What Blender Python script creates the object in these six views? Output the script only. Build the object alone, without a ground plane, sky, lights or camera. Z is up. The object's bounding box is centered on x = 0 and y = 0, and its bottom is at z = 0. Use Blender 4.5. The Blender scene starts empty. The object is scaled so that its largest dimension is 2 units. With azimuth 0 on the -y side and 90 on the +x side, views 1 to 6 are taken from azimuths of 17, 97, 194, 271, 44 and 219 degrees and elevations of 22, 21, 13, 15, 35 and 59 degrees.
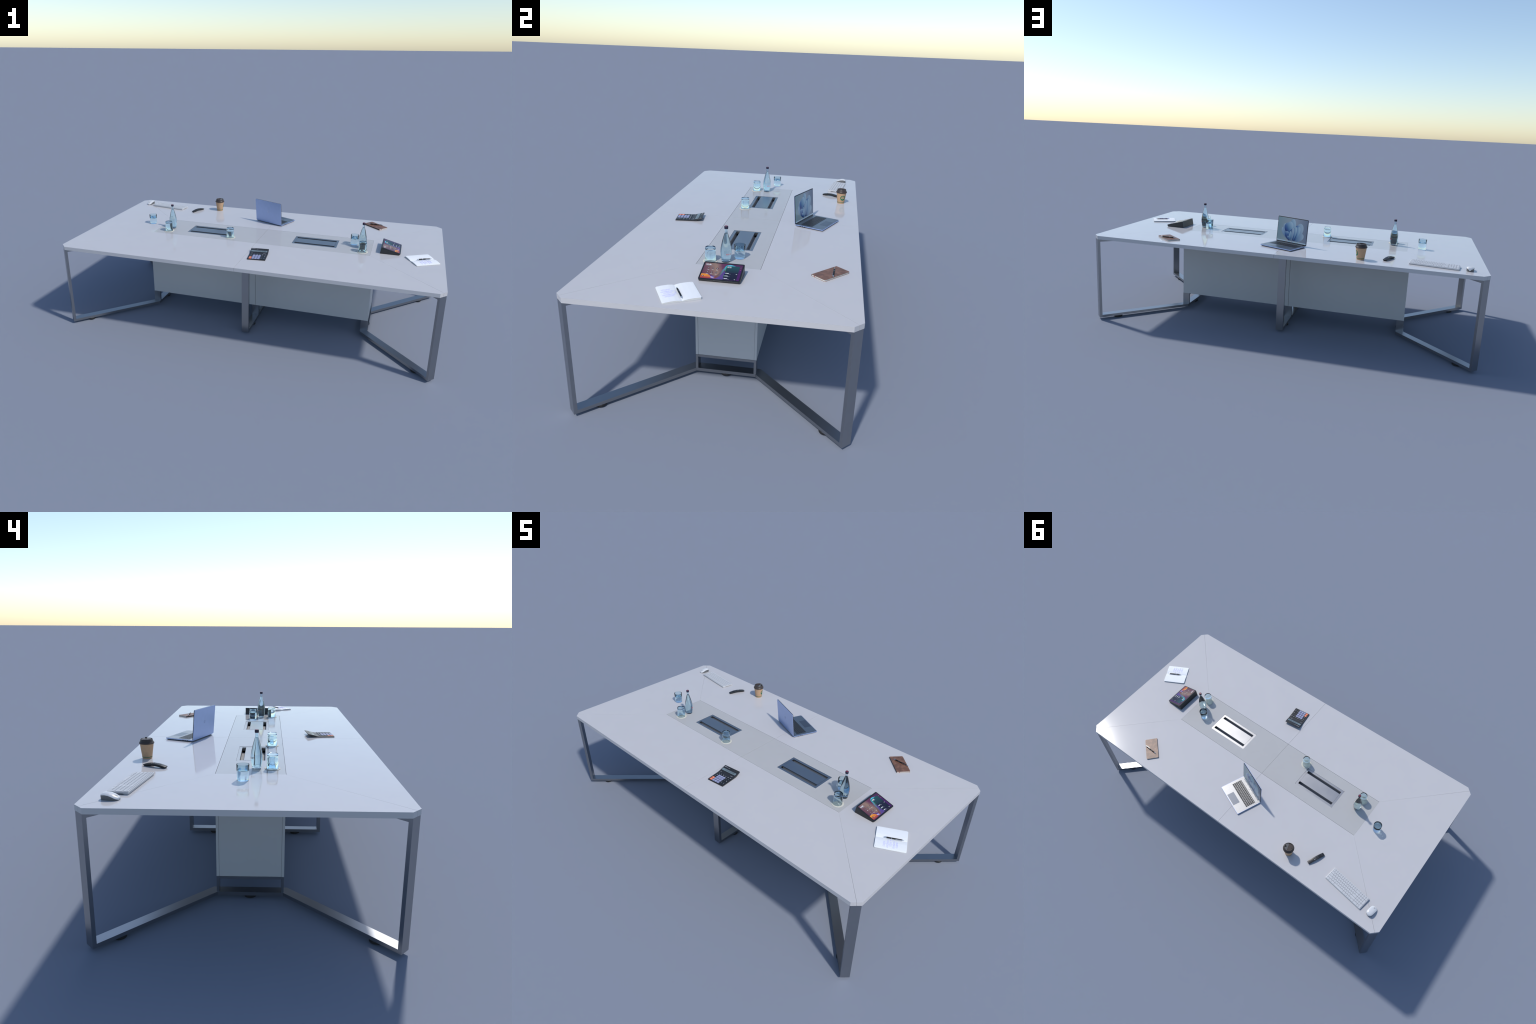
"""White conference table with a steel loop frame, and the office things that lie on it."""
import bpy, bmesh, math, random
from math import sin, cos, pi, radians, sqrt, hypot, atan2
from mathutils import Vector, Matrix

random.seed(7)
SCENE = bpy.context.scene
TZ = 0.46875            # height of the table top (750 mm at 1 : 1.6)

# ------------------------------------------------------------------ materials
MATS = {}


def node(nt, kind, **kw):
    n = nt.nodes.new(kind)
    for k, v in kw.items():
        if k in n.inputs:
            n.inputs[k].default_value = v
        else:
            setattr(n, k, v)
    return n


def material(name, base, rough=0.5, metal=0.0, spec=0.5, vary=0.04, scale=20.0, rough_vary=0.0,
             bump=0.0, bump_scale=400.0, coat=0.0, coat_rough=0.05, stretch=(1, 1, 1), sheen=0.0):
    """Principled surface whose colour and gloss wander a little with 3D noise."""
    if name in MATS:
        return MATS[name]
    m = bpy.data.materials.new(name)
    m.use_nodes = True
    nt = m.node_tree
    p = nt.nodes["Principled BSDF"]
    p.inputs["Metallic"].default_value = metal
    p.inputs["Roughness"].default_value = rough
    p.inputs["Specular IOR Level"].default_value = spec
    p.inputs["Coat Weight"].default_value = coat
    p.inputs["Coat Roughness"].default_value = coat_rough
    p.inputs["Sheen Weight"].default_value = sheen
    tc = node(nt, "ShaderNodeTexCoord")
    mp = node(nt, "ShaderNodeMapping")
    mp.inputs["Scale"].default_value = stretch
    nt.links.new(tc.outputs["Object"], mp.inputs[0])
    nz = node(nt, "ShaderNodeTexNoise", Scale=scale, Detail=4.0, Roughness=0.55)
    nt.links.new(mp.outputs[0], nz.inputs["Vector"])
    ramp = node(nt, "ShaderNodeValToRGB")
    ramp.color_ramp.elements[0].position, ramp.color_ramp.elements[1].position = 0.3, 0.7
    ramp.color_ramp.elements[0].color = (*[c * (1 - vary) for c in base], 1)
    ramp.color_ramp.elements[1].color = (*[min(1, c * (1 + vary)) for c in base], 1)
    nt.links.new(nz.outputs["Fac"], ramp.inputs[0])
    nt.links.new(ramp.outputs[0], p.inputs["Base Color"])
    if rough_vary:
        mr = node(nt, "ShaderNodeMapRange")
        mr.inputs["From Min"].default_value, mr.inputs["From Max"].default_value = 0.3, 0.7
        mr.inputs["To Min"].default_value, mr.inputs["To Max"].default_value = rough - rough_vary, rough + rough_vary
        nt.links.new(nz.outputs["Fac"], mr.inputs["Value"])
        nt.links.new(mr.outputs[0], p.inputs["Roughness"])
    if bump:
        nb = node(nt, "ShaderNodeTexNoise", Scale=bump_scale, Detail=3.0)
        nt.links.new(mp.outputs[0], nb.inputs["Vector"])
        b = node(nt, "ShaderNodeBump", Strength=bump, Distance=0.0005)
        nt.links.new(nb.outputs["Fac"], b.inputs["Height"])
        nt.links.new(b.outputs[0], p.inputs["Normal"])
    MATS[name] = m
    return m


def glass_material(name, tint, rough=0.0, ior=1.45):
    if name in MATS:
        return MATS[name]
    m = bpy.data.materials.new(name)
    m.use_nodes = True
    p = m.node_tree.nodes["Principled BSDF"]
    p.inputs["Base Color"].default_value = (*tint, 1)
    p.inputs["Transmission Weight"].default_value = 1.0
    p.inputs["Roughness"].default_value = rough
    p.inputs["IOR"].default_value = ior
    MATS[name] = m
    return m


def ramp_material(name, stops, axis="Y", lo=0.0, hi=1.0, rough=0.25, bend=0.0, across=None):
    """Colour ramp along one object axis (for the pictures on the screens), bent by noise."""
    if name in MATS:
        return MATS[name]
    m = bpy.data.materials.new(name)
    m.use_nodes = True
    nt = m.node_tree
    p = nt.nodes["Principled BSDF"]
    p.inputs["Roughness"].default_value = rough
    tc = node(nt, "ShaderNodeTexCoord")
    sep = node(nt, "ShaderNodeSeparateXYZ")
    nt.links.new(tc.outputs["Object"], sep.inputs[0])
    mr = node(nt, "ShaderNodeMapRange")
    mr.inputs["From Min"].default_value, mr.inputs["From Max"].default_value = lo, hi
    src = sep.outputs[axis]
    if across:                       # lean the ramp over towards a second axis
        mul = node(nt, "ShaderNodeMath", operation="MULTIPLY_ADD")
        mul.inputs[1].default_value = across[1]
        nt.links.new(sep.outputs[across[0]], mul.inputs[0])
        nt.links.new(src, mul.inputs[2])
        src = mul.outputs[0]
    if bend:
        nz = node(nt, "ShaderNodeTexNoise", Scale=45.0, Detail=2.0)
        nt.links.new(tc.outputs["Object"], nz.inputs["Vector"])
        ma = node(nt, "ShaderNodeMath", operation="MULTIPLY_ADD")
        ma.inputs[1].default_value = bend
        nt.links.new(nz.outputs["Fac"], ma.inputs[0])
        nt.links.new(src, ma.inputs[2])
        src = ma.outputs[0]
    nt.links.new(src, mr.inputs["Value"])
    ramp = node(nt, "ShaderNodeValToRGB")
    el = ramp.color_ramp.elements
    while len(el) < len(stops):
        el.new(0.5)
    for e, (pos, col) in zip(el, stops):
        e.position, e.color = pos, (*col, 1)
    nt.links.new(mr.outputs[0], ramp.inputs[0])
    nt.links.new(ramp.outputs[0], p.inputs["Base Color"])
    MATS[name] = m
    return m


# ------------------------------------------------------------------ geometry helpers
def thing(name, label, category, loc=(0, 0, 0), turn=0.0):
    o = bpy.data.objects.new(name, None)
    o.empty_display_size = 0.05
    o.location = loc
    o.rotation_euler = (0, 0, radians(turn))
    o["label"], o["category"] = label, category
    SCENE.collection.objects.link(o)
    return o


def put(name, me, mat=None, parent=None, loc=(0, 0, 0), rot=(0, 0, 0), scale=(1, 1, 1), stuff=False):
    o = bpy.data.objects.new(name, me)
    if mat is not None and not me.materials:
        me.materials.append(mat)
    o.parent = parent
    o.location, o.rotation_euler, o.scale = loc, rot, scale
    if stuff:
        o["kind"] = "stuff"
    SCENE.collection.objects.link(o)
    return o


def finish(bm, name, angle=35.0):
    bmesh.ops.remove_doubles(bm, verts=bm.verts, dist=1e-7)
    bmesh.ops.recalc_face_normals(bm, faces=bm.faces)
    me = bpy.data.meshes.new(name)
    bm.to_mesh(me)
    bm.free()
    for p in me.polygons:
        p.use_smooth = True
    me.set_sharp_from_angle(angle=radians(angle))
    return me


def add_prism(bm, poly, z0, z1):
    lo = [bm.verts.new((x, y, z0)) for x, y in poly]
    hi = [bm.verts.new((x, y, z1)) for x, y in poly]
    n = len(poly)
    faces = [bm.faces.new(lo[::-1]), bm.faces.new(hi)]
    faces += [bm.faces.new((lo[i], lo[(i + 1) % n], hi[(i + 1) % n], hi[i])) for i in range(n)]
    return faces


def prism(name, poly, z0, z1, bevel=0.0, seg=2, angle=35.0, only_top=False):
    bm = bmesh.new()
    add_prism(bm, poly, z0, z1)
    if bevel:
        ed = [e for e in bm.edges if not only_top or all(v.co.z > z1 - 1e-9 for v in e.verts)]
        ed = [e for e in ed if len(e.link_faces) == 2 and e.calc_face_angle(0) > radians(12)]
        bmesh.ops.bevel(bm, geom=ed, offset=bevel, segments=seg, affect="EDGES", profile=0.5, clamp_overlap=True)
    return finish(bm, name, angle)


def rect(w, d, cx=0.0, cy=0.0):
    return [(cx - w / 2, cy - d / 2), (cx + w / 2, cy - d / 2), (cx + w / 2, cy + d / 2), (cx - w / 2, cy + d / 2)]


def round_rect(w, d, r, cx=0.0, cy=0.0, seg=5, corners=(1, 1, 1, 1)):
    """corners in the order (+x+y, -x+y, -x-y, +x-y)"""
    pts = []
    for k, (sx, sy) in enumerate(((1, 1), (-1, 1), (-1, -1), (1, -1))):
        if not corners[k]:
            pts.append((cx + sx * w / 2, cy + sy * d / 2))
            continue
        ox, oy = cx + sx * (w / 2 - r), cy + sy * (d / 2 - r)
        for i in range(seg + 1):
            a = (k + i / seg) * pi / 2
            pts.append((ox + r * cos(a), oy + r * sin(a)))
    return pts


def box(name, x0, x1, y0, y1, z0, z1, bevel=0.0, seg=2):
    return prism(name, [(x0, y0), (x1, y0), (x1, y1), (x0, y1)], z0, z1, bevel, seg)


def ring_plate(name, outer, inner, z0, z1, bevel=0.0):
    """plate with one hole; outer and inner have the same number of points"""
    bm = bmesh.new()
    n = len(outer)
    V = lambda pts, z: [bm.verts.new((x, y, z)) for x, y in pts]
    ot, it, ob, ib = V(outer, z1), V(inner, z1), V(outer, z0), V(inner, z0)
    for i in range(n):
        j = (i + 1) % n
        bm.faces.new((ot[i], ot[j], it[j], it[i]))
        bm.faces.new((ob[j], ob[i], ib[i], ib[j]))
        bm.faces.new((ob[i], ob[j], ot[j], ot[i]))
        bm.faces.new((it[i], it[j], ib[j], ib[i]))
    if bevel:
        ed = [e for e in bm.edges if e.calc_face_angle(0) > radians(40) and all(v.co.z > z1 - 1e-9 for v in e.verts)]
        bmesh.ops.bevel(bm, geom=ed, offset=bevel, segments=2, affect="EDGES", profile=0.5)
    return finish(bm, name)


def lathe(name, profile, seg=48, angle=35.0, closed=False):
    """turn (radius, z) pairs round the z axis; radius 0 closes the end"""
    bm = bmesh.new()
    rings = []
    for r, z in profile:
        if r < 1e-7:
            rings.append([bm.verts.new((0, 0, z))])
        else:
            rings.append([bm.verts.new((r * cos(2 * pi * i / seg), r * sin(2 * pi * i / seg), z)) for i in range(seg)])
    pairs = list(zip(rings, rings[1:]))
    if closed:
        pairs.append((rings[-1], rings[0]))
    for a, b in pairs:
        for i in range(seg):
            j = (i + 1) % seg
            if len(a) == 1 and len(b) == 1:
                continue
            if len(a) == 1:
                bm.faces.new((a[0], b[j], b[i]))
            elif len(b) == 1:
                bm.faces.new((a[i], a[j], b[0]))
            else:
                bm.faces.new((a[i], a[j], b[j], b[i]))
    return finish(bm, name, angle)


def smooth_profile(pts, n=8):
    """Catmull-Rom through (r, z) control points"""
    out = []
    for i in range(len(pts) - 1):
        p0, p1, p2, p3 = pts[max(i - 1, 0)], pts[i], pts[i + 1], pts[min(i + 2, len(pts) - 1)]
        for k in range(n):
            t = k / n
            out.append(tuple(0.5 * (2 * b + (c - a) * t + (2 * a - 5 * b + 4 * c - d) * t * t + (3 * b - a - 3 * c + d) * t ** 3)
                             for a, b, c, d in zip(p0, p1, p2, p3)))
    out.append(tuple(pts[-1]))
    return out


def loft(name, sections, cap=True, closed=True, angle=40.0):
    """join equal-length 3D cross sections"""
    bm = bmesh.new()
    rows = [[bm.verts.new(p) for p in s] for s in sections]
    n = len(rows[0])
    for a, b in zip(rows, rows[1:]):
        for i in range(n if closed else n - 1):
            j = (i + 1) % n
            bm.faces.new((a[i], a[j], b[j], b[i]))
    if cap:
        bm.faces.new(rows[0][::-1])
        bm.faces.new(rows[-1])
    return finish(bm, name, angle)


def tube(name, paths, r, seg=5):
    """thin round wires along 3D poly-lines, joined in one mesh"""
    bm = bmesh.new()
    for path in paths:
        rows = []
        for i, p in enumerate(path):
            a, b = Vector(path[max(i - 1, 0)]), Vector(path[min(i + 1, len(path) - 1)])
            d = (b - a).normalized() if (b - a).length > 0 else Vector((1, 0, 0))
            u = d.cross(Vector((0, 0, 1)))
            u = u.normalized() if u.length > 1e-6 else Vector((1, 0, 0))
            w = u.cross(d)
            rows.append([bm.verts.new(Vector(p) + r * (cos(2 * pi * k / seg) * u + sin(2 * pi * k / seg) * w)) for k in range(seg)])
        for a, b in zip(rows, rows[1:]):
            for k in range(seg):
                bm.faces.new((a[k], a[(k + 1) % seg], b[(k + 1) % seg], b[k]))
        bm.faces.new(rows[0][::-1])
        bm.faces.new(rows[-1])
    return finish(bm, name, 60)


def lettering(text, size, depth=0.0001, align="CENTER"):
    c = bpy.data.curves.new("lettering", "FONT")
    c.body, c.size, c.extrude = text, size, depth
    c.align_x, c.align_y = align, "CENTER"
    c.resolution_u = 3
    o = bpy.data.objects.new("lettering", c)
    me = bpy.data.meshes.new_from_object(o)
    bpy.data.objects.remove(o)
    return me


def joined(name, meshes):
    """meshes: list of (mesh, Matrix) -> one mesh"""
    bm = bmesh.new()
    for me, mx in meshes:
        b2 = bmesh.new()
        b2.from_mesh(me)
        b2.transform(mx)
        tmp = bpy.data.meshes.new("tmp")
        b2.to_mesh(tmp)
        b2.free()
        bm.from_mesh(tmp)
        bpy.data.meshes.remove(tmp)
    me = bpy.data.meshes.new(name)
    bm.to_mesh(me)
    bm.free()
    return me


# ------------------------------------------------------------------ shared materials
WHITE_TOP = material("white_lacquer", (0.54, 0.53, 0.54), rough=0.085, spec=0.5, vary=0.010, scale=9)
GREY_TOP = material("grey_lacquer", (0.460, 0.455, 0.450), rough=0.10, spec=0.5, vary=0.012, scale=14)
WHITE_BOX = material("white_laminate", (0.50, 0.51, 0.515), rough=0.30, vary=0.015, scale=6)
STEEL = material("brushed_steel", (0.36, 0.37, 0.385), rough=0.30, metal=1.0, vary=0.015, scale=12)
PORT_STEEL = material("port_steel", (0.41, 0.41, 0.415), rough=0.32, metal=1.0, vary=0.02, scale=14, rough_vary=0.012)
DARK_RUBBER = material("dark_rubber", (0.012, 0.012, 0.013), rough=0.6, vary=0.2, scale=60)
BRISTLE = material("sun_lightened_bristle", (0.27, 0.275, 0.285), rough=0.6, vary=0.2, scale=700, stretch=(1, 0.1, 1))  # base raised to grey so slot floor and walls look sunlit
BLACK_PLASTIC = material("black_plastic", (0.012, 0.013, 0.016), rough=0.32, vary=0.15, scale=80)
CHARCOAL = material("charcoal_plastic", (0.022, 0.023, 0.026), rough=0.42, vary=0.15, scale=90, bump=0.08)
SILVER = material("polished_silver", (0.62, 0.64, 0.68), rough=0.18, metal=1.0, vary=0.04)
INK_WHITE = material("white_print", (0.75, 0.76, 0.78), rough=0.5, vary=0.02)


# ================================================================== TABLE
def build_table():
    t = thing("conference_table", "long white conference table on steel loop legs", "table")
    HX, HY, CH = 1.0, 0.5, 0.0315            # half length, half width, corner chamfer
    SX, SY = 0.625, 0.1245                   # centre strip half size
    G, S = 0.00040, 0.0006                    # half width of a mitre joint and of the joint round the strip
    Z0, Z1 = 0.45, TZ
    g45 = G * sqrt(2)
    # six white panels round the centre strip, mitred at the corners
    for s in (1, -1):
        for q in (1, -1):
            poly = [(G, SY + S), (SX + S * 0.6, SY + S), (HX - CH / 2 - g45 / 2, HY - CH / 2 + g45 / 2), (HX - CH, HY), (G, HY)]
            poly = [(s * x, q * y) for x, y in poly]
            put("tabletop_panel", prism("tabletop_panel", poly, Z0, Z1, 0.0023, 3), WHITE_TOP, t)
        e = [(SX + S * 0.3, -SY - S * 0.2), (HX - CH / 2 + g45 / 2, -(HY - CH / 2 - g45 / 2)), (HX, -(HY - CH)), (HX, HY - CH),
             (HX - CH / 2 + g45 / 2, HY - CH / 2 - g45 / 2), (SX + S * 0.3, SY + S * 0.2)]
        put("tabletop_panel", prism("tabletop_panel", [(s * x, y) for x, y in e], Z0, Z1, 0.0023, 3), WHITE_TOP, t)
        # grey centre panel with the opening of the cable port
        cx = s * 0.3137
        outer = [(s * (SX - S * 0.3), SY - S), (s * G, SY - S), (s * G, -SY + S), (s * (SX - S * 0.3), -SY + S)]
        inner = [(cx + s * 0.1245, 0.0625), (cx - s * 0.1245, 0.0625), (cx - s * 0.1245, -0.0625), (cx + s * 0.1245, -0.0625)]
        put("centre_panel", ring_plate("centre_panel", outer, inner, Z0, Z1 - 0.0002, 0.0008), GREY_TOP, t)
        # cable port: flat steel frame, lid between two brush slots
        fr = ring_plate("port_frame", round_rect(0.2482, 0.1242, 0.004), round_rect(0.224, 0.0995, 0.0004), -0.006, 0.0, 0.0008)
        frame = put("cable_port", fr, PORT_STEEL, t, (cx, 0, Z1 - 0.0012))
        lid = prism("port_lid", round_rect(0.2228, 0.0668, 0.0015), -0.003, 0.0003, 0.0007, 2)
        put("port_lid", lid, PORT_STEEL, frame)
        for q in (1, -1):
            br = box("port_brush", -0.1119, 0.1119, q * 0.0415 - 0.0100, q * 0.0415 + 0.0100, -0.028, -0.0220)
            put("port_brush", br, BRISTLE, frame)
            put("port_wall", box("port_wall", -0.1119, 0.1119, q * 0.0312 - 0.0005, q * 0.0312 + 0.0005, -0.0222, -0.0028), BRISTLE, frame)
            put("port_wall", box("port_wall", -0.1119, 0.1119, q * 0.0512 - 0.0008, q * 0.0512 + 0.0008, -0.0222, -0.0058), BRISTLE, frame)
        put("port_tray", box("port_tray", -0.115, 0.115, -0.053, 0.053, -0.034, -0.0285), DARK_RUBBER, frame)
    # cable box below the top
    BX, BY, BZ = 0.646, 0.1235, 0.0855
    for s in (1, -1):
        for q in (1, -1):
            put("side_panel", box("side_panel", min(s * 0.0008, s * BX), max(s * 0.0008, s * BX), min(q * BY, q * (BY - 0.0095)),
                                  max(q * BY, q * (BY - 0.0095)), BZ, 0.4498, 0.0006), WHITE_BOX, t)
        put("end_panel", box("end_panel", min(s * (BX - 0.0008), s * (BX - 0.011)), max(s * (BX - 0.0008), s * (BX - 0.011)),
                             -BY + 0.0101, BY - 0.0101, BZ, 0.4498, 0.0006), WHITE_BOX, t)
        put("bottom_panel", box("bottom_panel", min(s * 0.001, s * (BX - 0.0115)), max(s * 0.001, s * (BX - 0.0115)),
                                -BY + 0.0099, BY - 0.0099, BZ + 0.002, BZ + 0.011), WHITE_BOX, t)
    W, TH, R0, R1 = 0.0405, 0.0135, 0.0100, 0.0235     # rail width, tube thickness, floor rail bottom and top
    r2 = sqrt(0.5)
    for s in (1, -1):
        rail = []
        for q in (1, -1):
            D = Vector((-r2, -r2))                   # towards the box
            N = Vector((r2, -r2))
            M = Vector((0.98415, 0.48415))
            post = [M + N * W / 2, M - N * W / 2, M - N * W / 2 + D * TH, M + N * W / 2 + D * TH]
            put("leg_post", prism("leg_post", [(s * p.x, s * 0 + q * p.y) for p in post], R0, 0.4496, 0.0014, 3), STEEL, t)
            P = M + D * TH
            a, b = P + N * W / 2, P - N * W / 2
            rail.append((a, b))
            J1, J2 = (0.6485, 0.1202), (0.6085, 0.1368)
            top = [(s * x, q * y) for x, y in ((a.x, a.y), J1, J2, (b.x, b.y))]
            put("top_rail", prism("top_rail", top, 0.4355, 0.4492, 0.0012, 2), STEEL, t)
            plate = [(0.6475, 0.1230), (0.6475, 0.1135), (0.6085, 0.1135), (0.6085, 0.1230)]
            put("inner_post", prism("inner_post", [(s * x, q * y) for x, y in plate], R1 - 0.0004, BZ - 0.0004, 0.0008), STEEL, t)
            put("inner_post", prism("inner_post", [(s * x, q * (y + 0.0105)) for x, y in plate], 0.43, 0.4356), STEEL, t)
        (a, b) = rail[0]
        poly = [(a.x, a.y), (0.6485, 0.1202), (0.6485, -0.1202), (a.x, -a.y), (b.x, -b.y), (0.6085, -0.1368), (0.6085, 0.1368), (b.x, b.y)]
        put("floor_rail", prism("floor_rail", [(s * x, y) for x, y in poly], R0, R1, 0.0026, 3), STEEL, t)
        put("cross_rail", box("cross_rail", min(s * 0.610, s * 0.6470), max(s * 0.610, s * 0.6470), -0.1134, 0.1134, 0.0755, BZ - 0.0004, 0.0012), STEEL, t)
    put("floor_rail", box("floor_rail", -0.0195, 0.0195, -0.300, 0.300, R0, R1, 0.0026, 3), STEEL, t)
    put("top_rail", box("top_rail", -0.0195, 0.0195, -0.300, 0.300, 0.4355, 0.4492, 0.0014), STEEL, t)
    for q in (1, -1):
        put("leg_post", box("leg_post", -0.0195, 0.0195, min(q * 0.3145, q * 0.3), max(q * 0.3145, q * 0.3), R0, 0.4496, 0.0014), STEEL, t)
        put("inner_post", box("inner_post", -0.0195, 0.0195, min(q * 0.1035, q * 0.1165), max(q * 0.1035, q * 0.1165), R1 - 0.0004, BZ - 0.0004, 0.001), STEEL, t)
    foot = lathe("levelling_foot", [(0, 0), (0.0200, 0), (0.0225, 0.0014), (0.0225, 0.0086), (0.0210, 0.0101), (0, 0.0103)], 40)
    foot.materials.append(DARK_RUBBER)
    spots = [(sx * 0.911, sy * 0.411) for sx in (1, -1) for sy in (1, -1)] + [(0.6285, 0), (-0.6285, 0), (0, 0.194), (0, -0.194)]
    for x, y in spots:
        put("levelling_foot", foot, None, t, (x, y, 0))


# ================================================================== LAPTOP
def build_laptop():
    L = thing("laptop", "open silver laptop with blue flower picture on screen", "laptop", (-0.0235, 0.2405, TZ), 157.9)
    W, D = 0.193, 0.1405
    deck_m = material("laptop_deck", (0.34, 0.345, 0.355), rough=0.34, metal=1.0, vary=0.03, scale=120)
    shell_m = material("laptop_shell", (0.35, 0.45, 0.71), rough=0.32, metal=0.65, vary=0.02, scale=60)
    pad_m = material("laptop_touchpad", (0.17, 0.185, 0.215), rough=0.30, metal=0.9, vary=0.02)
    key_m = material("laptop_key_black", (0.020, 0.021, 0.024), rough=0.40, vary=0.1, scale=200)
    bezel_m = material("laptop_bezel", (0.018, 0.019, 0.022), rough=0.22)
    base = prism("laptop_base", round_rect(W, D, 0.0045, 0, -D / 2), 0.0044, 0.0086, 0.0012, 3)
    base_o = put("laptop_base", base, shell_m, L)
    put("deck_plate", prism("deck_plate", round_rect(W - 0.0024, D - 0.0024, 0.0040, 0, -D / 2), 0.0080, 0.0090, 0.0003, 1), deck_m, base_o)
    put("touchpad", prism("touchpad", round_rect(0.0745, 0.0388, 0.001, 0.001, -0.1155), 0.0086, 0.00918, 0.0001, 1), pad_m, base_o)
    put("under_body", prism("under_body", round_rect(W - 0.008, D - 0.008, 0.004, 0, -D / 2), 0.0012, 0.0046, 0.0008, 1), BLACK_PLASTIC, base_o)
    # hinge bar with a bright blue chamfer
    put("hinge", box("hinge", -0.078, 0.078, -0.0070, -0.0008, 0.0070, 0.0108, 0.0012), pad_m, base_o)
    for x in (-0.08, 0.08):
        for y in (-0.012, -0.128):
            put("laptop_foot", box("laptop_foot", x - 0.008, x + 0.008, y - 0.003, y + 0.003, 0, 0.002), DARK_RUBBER, base_o)
    for k in range(3):
        put("side_port", box("side_port", W / 2 - 0.001, W / 2 + 0.0002, -0.03 - k * 0.011, -0.023 - k * 0.011, 0.0042, 0.0062), BLACK_PLASTIC, base_o)
        put("side_port", box("side_port", -W / 2 - 0.0002, -W / 2 + 0.001, -0.03 - k * 0.011, -0.023 - k * 0.011, 0.0042, 0.0062), BLACK_PLASTIC, base_o)
    # keys: rows of unit widths
    rows = [[1] * 15, [1] * 13 + [2], [1.5] + [1] * 12 + [1.5], [1.8] + [1] * 11 + [2.2], [2.4] + [1] * 10 + [2.6], [1.2, 1, 1, 1.2, 5.6, 1.2, 1, 1, 1, 0.8]]
    cache = {}
    y = -0.0234
    for r, row in enumerate(rows):
        h = 0.0064 if r == 0 else 0.0106
        u = 0.1655 / sum(row)
        x = -0.0818
        for k in row:
            w = round(k * u - 0.0016, 5)
            if (w, h) not in cache:
                m = prism("laptop_key", round_rect(w, h - 0.0018, 0.0006, seg=2), 0, 0.0006, 0.0002, 1)
                m.materials.append(key_m)
                cache[(w, h)] = m
            put("laptop_key", cache[(w, h)], None, base_o, (x + k * u / 2, y - h / 2, 0.0091))
            x += k * u
        y -= h * 0.958
    # lid, leaning back a little
    lid_h = 0.1365
    lid = put("laptop_lid", prism("laptop_lid", round_rect(W - 0.0008, lid_h - 0.0008, 0.0043, 0, lid_h / 2), -0.0040, -0.0020, 0.0009, 3), shell_m, L,
              (0, -0.0005, 0.0078), (radians(90 - 5.1), 0, 0))
    # local frame of the lid: x right, y up the screen, z towards the user
    put("screen_bezel", prism("screen_bezel", round_rect(W - 0.0004, lid_h - 0.0004, 0.0043, 0, lid_h / 2), -0.0021, 0.0005, 0.0004, 2), bezel_m, lid)
    sw, sh, sy = 0.1880, 0.1270, lid_h - 0.0036 - 0.1270 / 2
    bg = ramp_material("desktop_background", [(0.0, (0.20, 0.30, 0.33)), (0.35, (0.29, 0.35, 0.38)), (0.6, (0.29, 0.33, 0.39)), (1.0, (0.16, 0.20, 0.27))],
                       "X", -sw / 2, sw / 2, 0.12)
    put("screen", box("screen", -sw / 2, sw / 2, -sh / 2, sh / 2, 0, 0.0003), bg, lid, (0, sy, 0.0004))
    put("taskbar", box("taskbar", -sw / 2, sw / 2, -sh / 2, -sh / 2 + 0.0062, 0, 0.00012), material("taskbar", (0.47, 0.58, 0.66), rough=0.2), lid, (0, sy, 0.0011))
    cols = [(0.1, 0.35, 0.7), (0.6, 0.45, 0.1), (0.6, 0.12, 0.1), (0.1, 0.4, 0.6), (0.15, 0.45, 0.3), (0.5, 0.15, 0.15), (0.1, 0.3, 0.65), (0.55, 0.5, 0.2)]
    for k in range(10):
        put("taskbar_icon", prism("taskbar_icon", round_rect(0.003, 0.003, 0.0006, seg=2), 0, 0.0001),
            material("icon_%d" % (k % 8), cols[k % 8], rough=0.3), lid, (-0.045 + 0.0095 * k, sy - sh / 2 + 0.0031, 0.00122))
    # folded blue petals: plain stand-in for the desktop picture
    pale = [(0.0, (0.02, 0.07, 0.19)), (0.22, (0.05, 0.14, 0.30)), (0.55, (0.17, 0.31, 0.44)), (1.0, (0.36, 0.49, 0.58))]
    deep = [(0.0, (0.008, 0.02, 0.08)), (0.30, (0.02, 0.055, 0.19)), (0.65, (0.06, 0.15, 0.33)), (1.0, (0.22, 0.34, 0.48))]
    mist = [(0.0, (0.10, 0.19, 0.33)), (0.4, (0.20, 0.31, 0.44)), (1.0, (0.34, 0.44, 0.52))]
    mats = [ramp_material("petal_" + n, c, "Y", 0.0, 1.0, 0.14, across=("X", 0.8)) for n, c in (("pale", pale), ("deep", deep), ("mist", mist))]
    teardrop = []
    for i in range(40):
        a = 2 * pi * i / 40
        yy = 0.5 - 0.5 * cos(a)
        teardrop.append((0.5 * sin(a) * (0.30 + 0.95 * yy - 0.30 * yy * yy), yy))
    pm = [prism("petal", teardrop, 0, 1.0) for _ in mats]
    for me, m in zip(pm, mats):
        me.materials.append(m)
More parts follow.
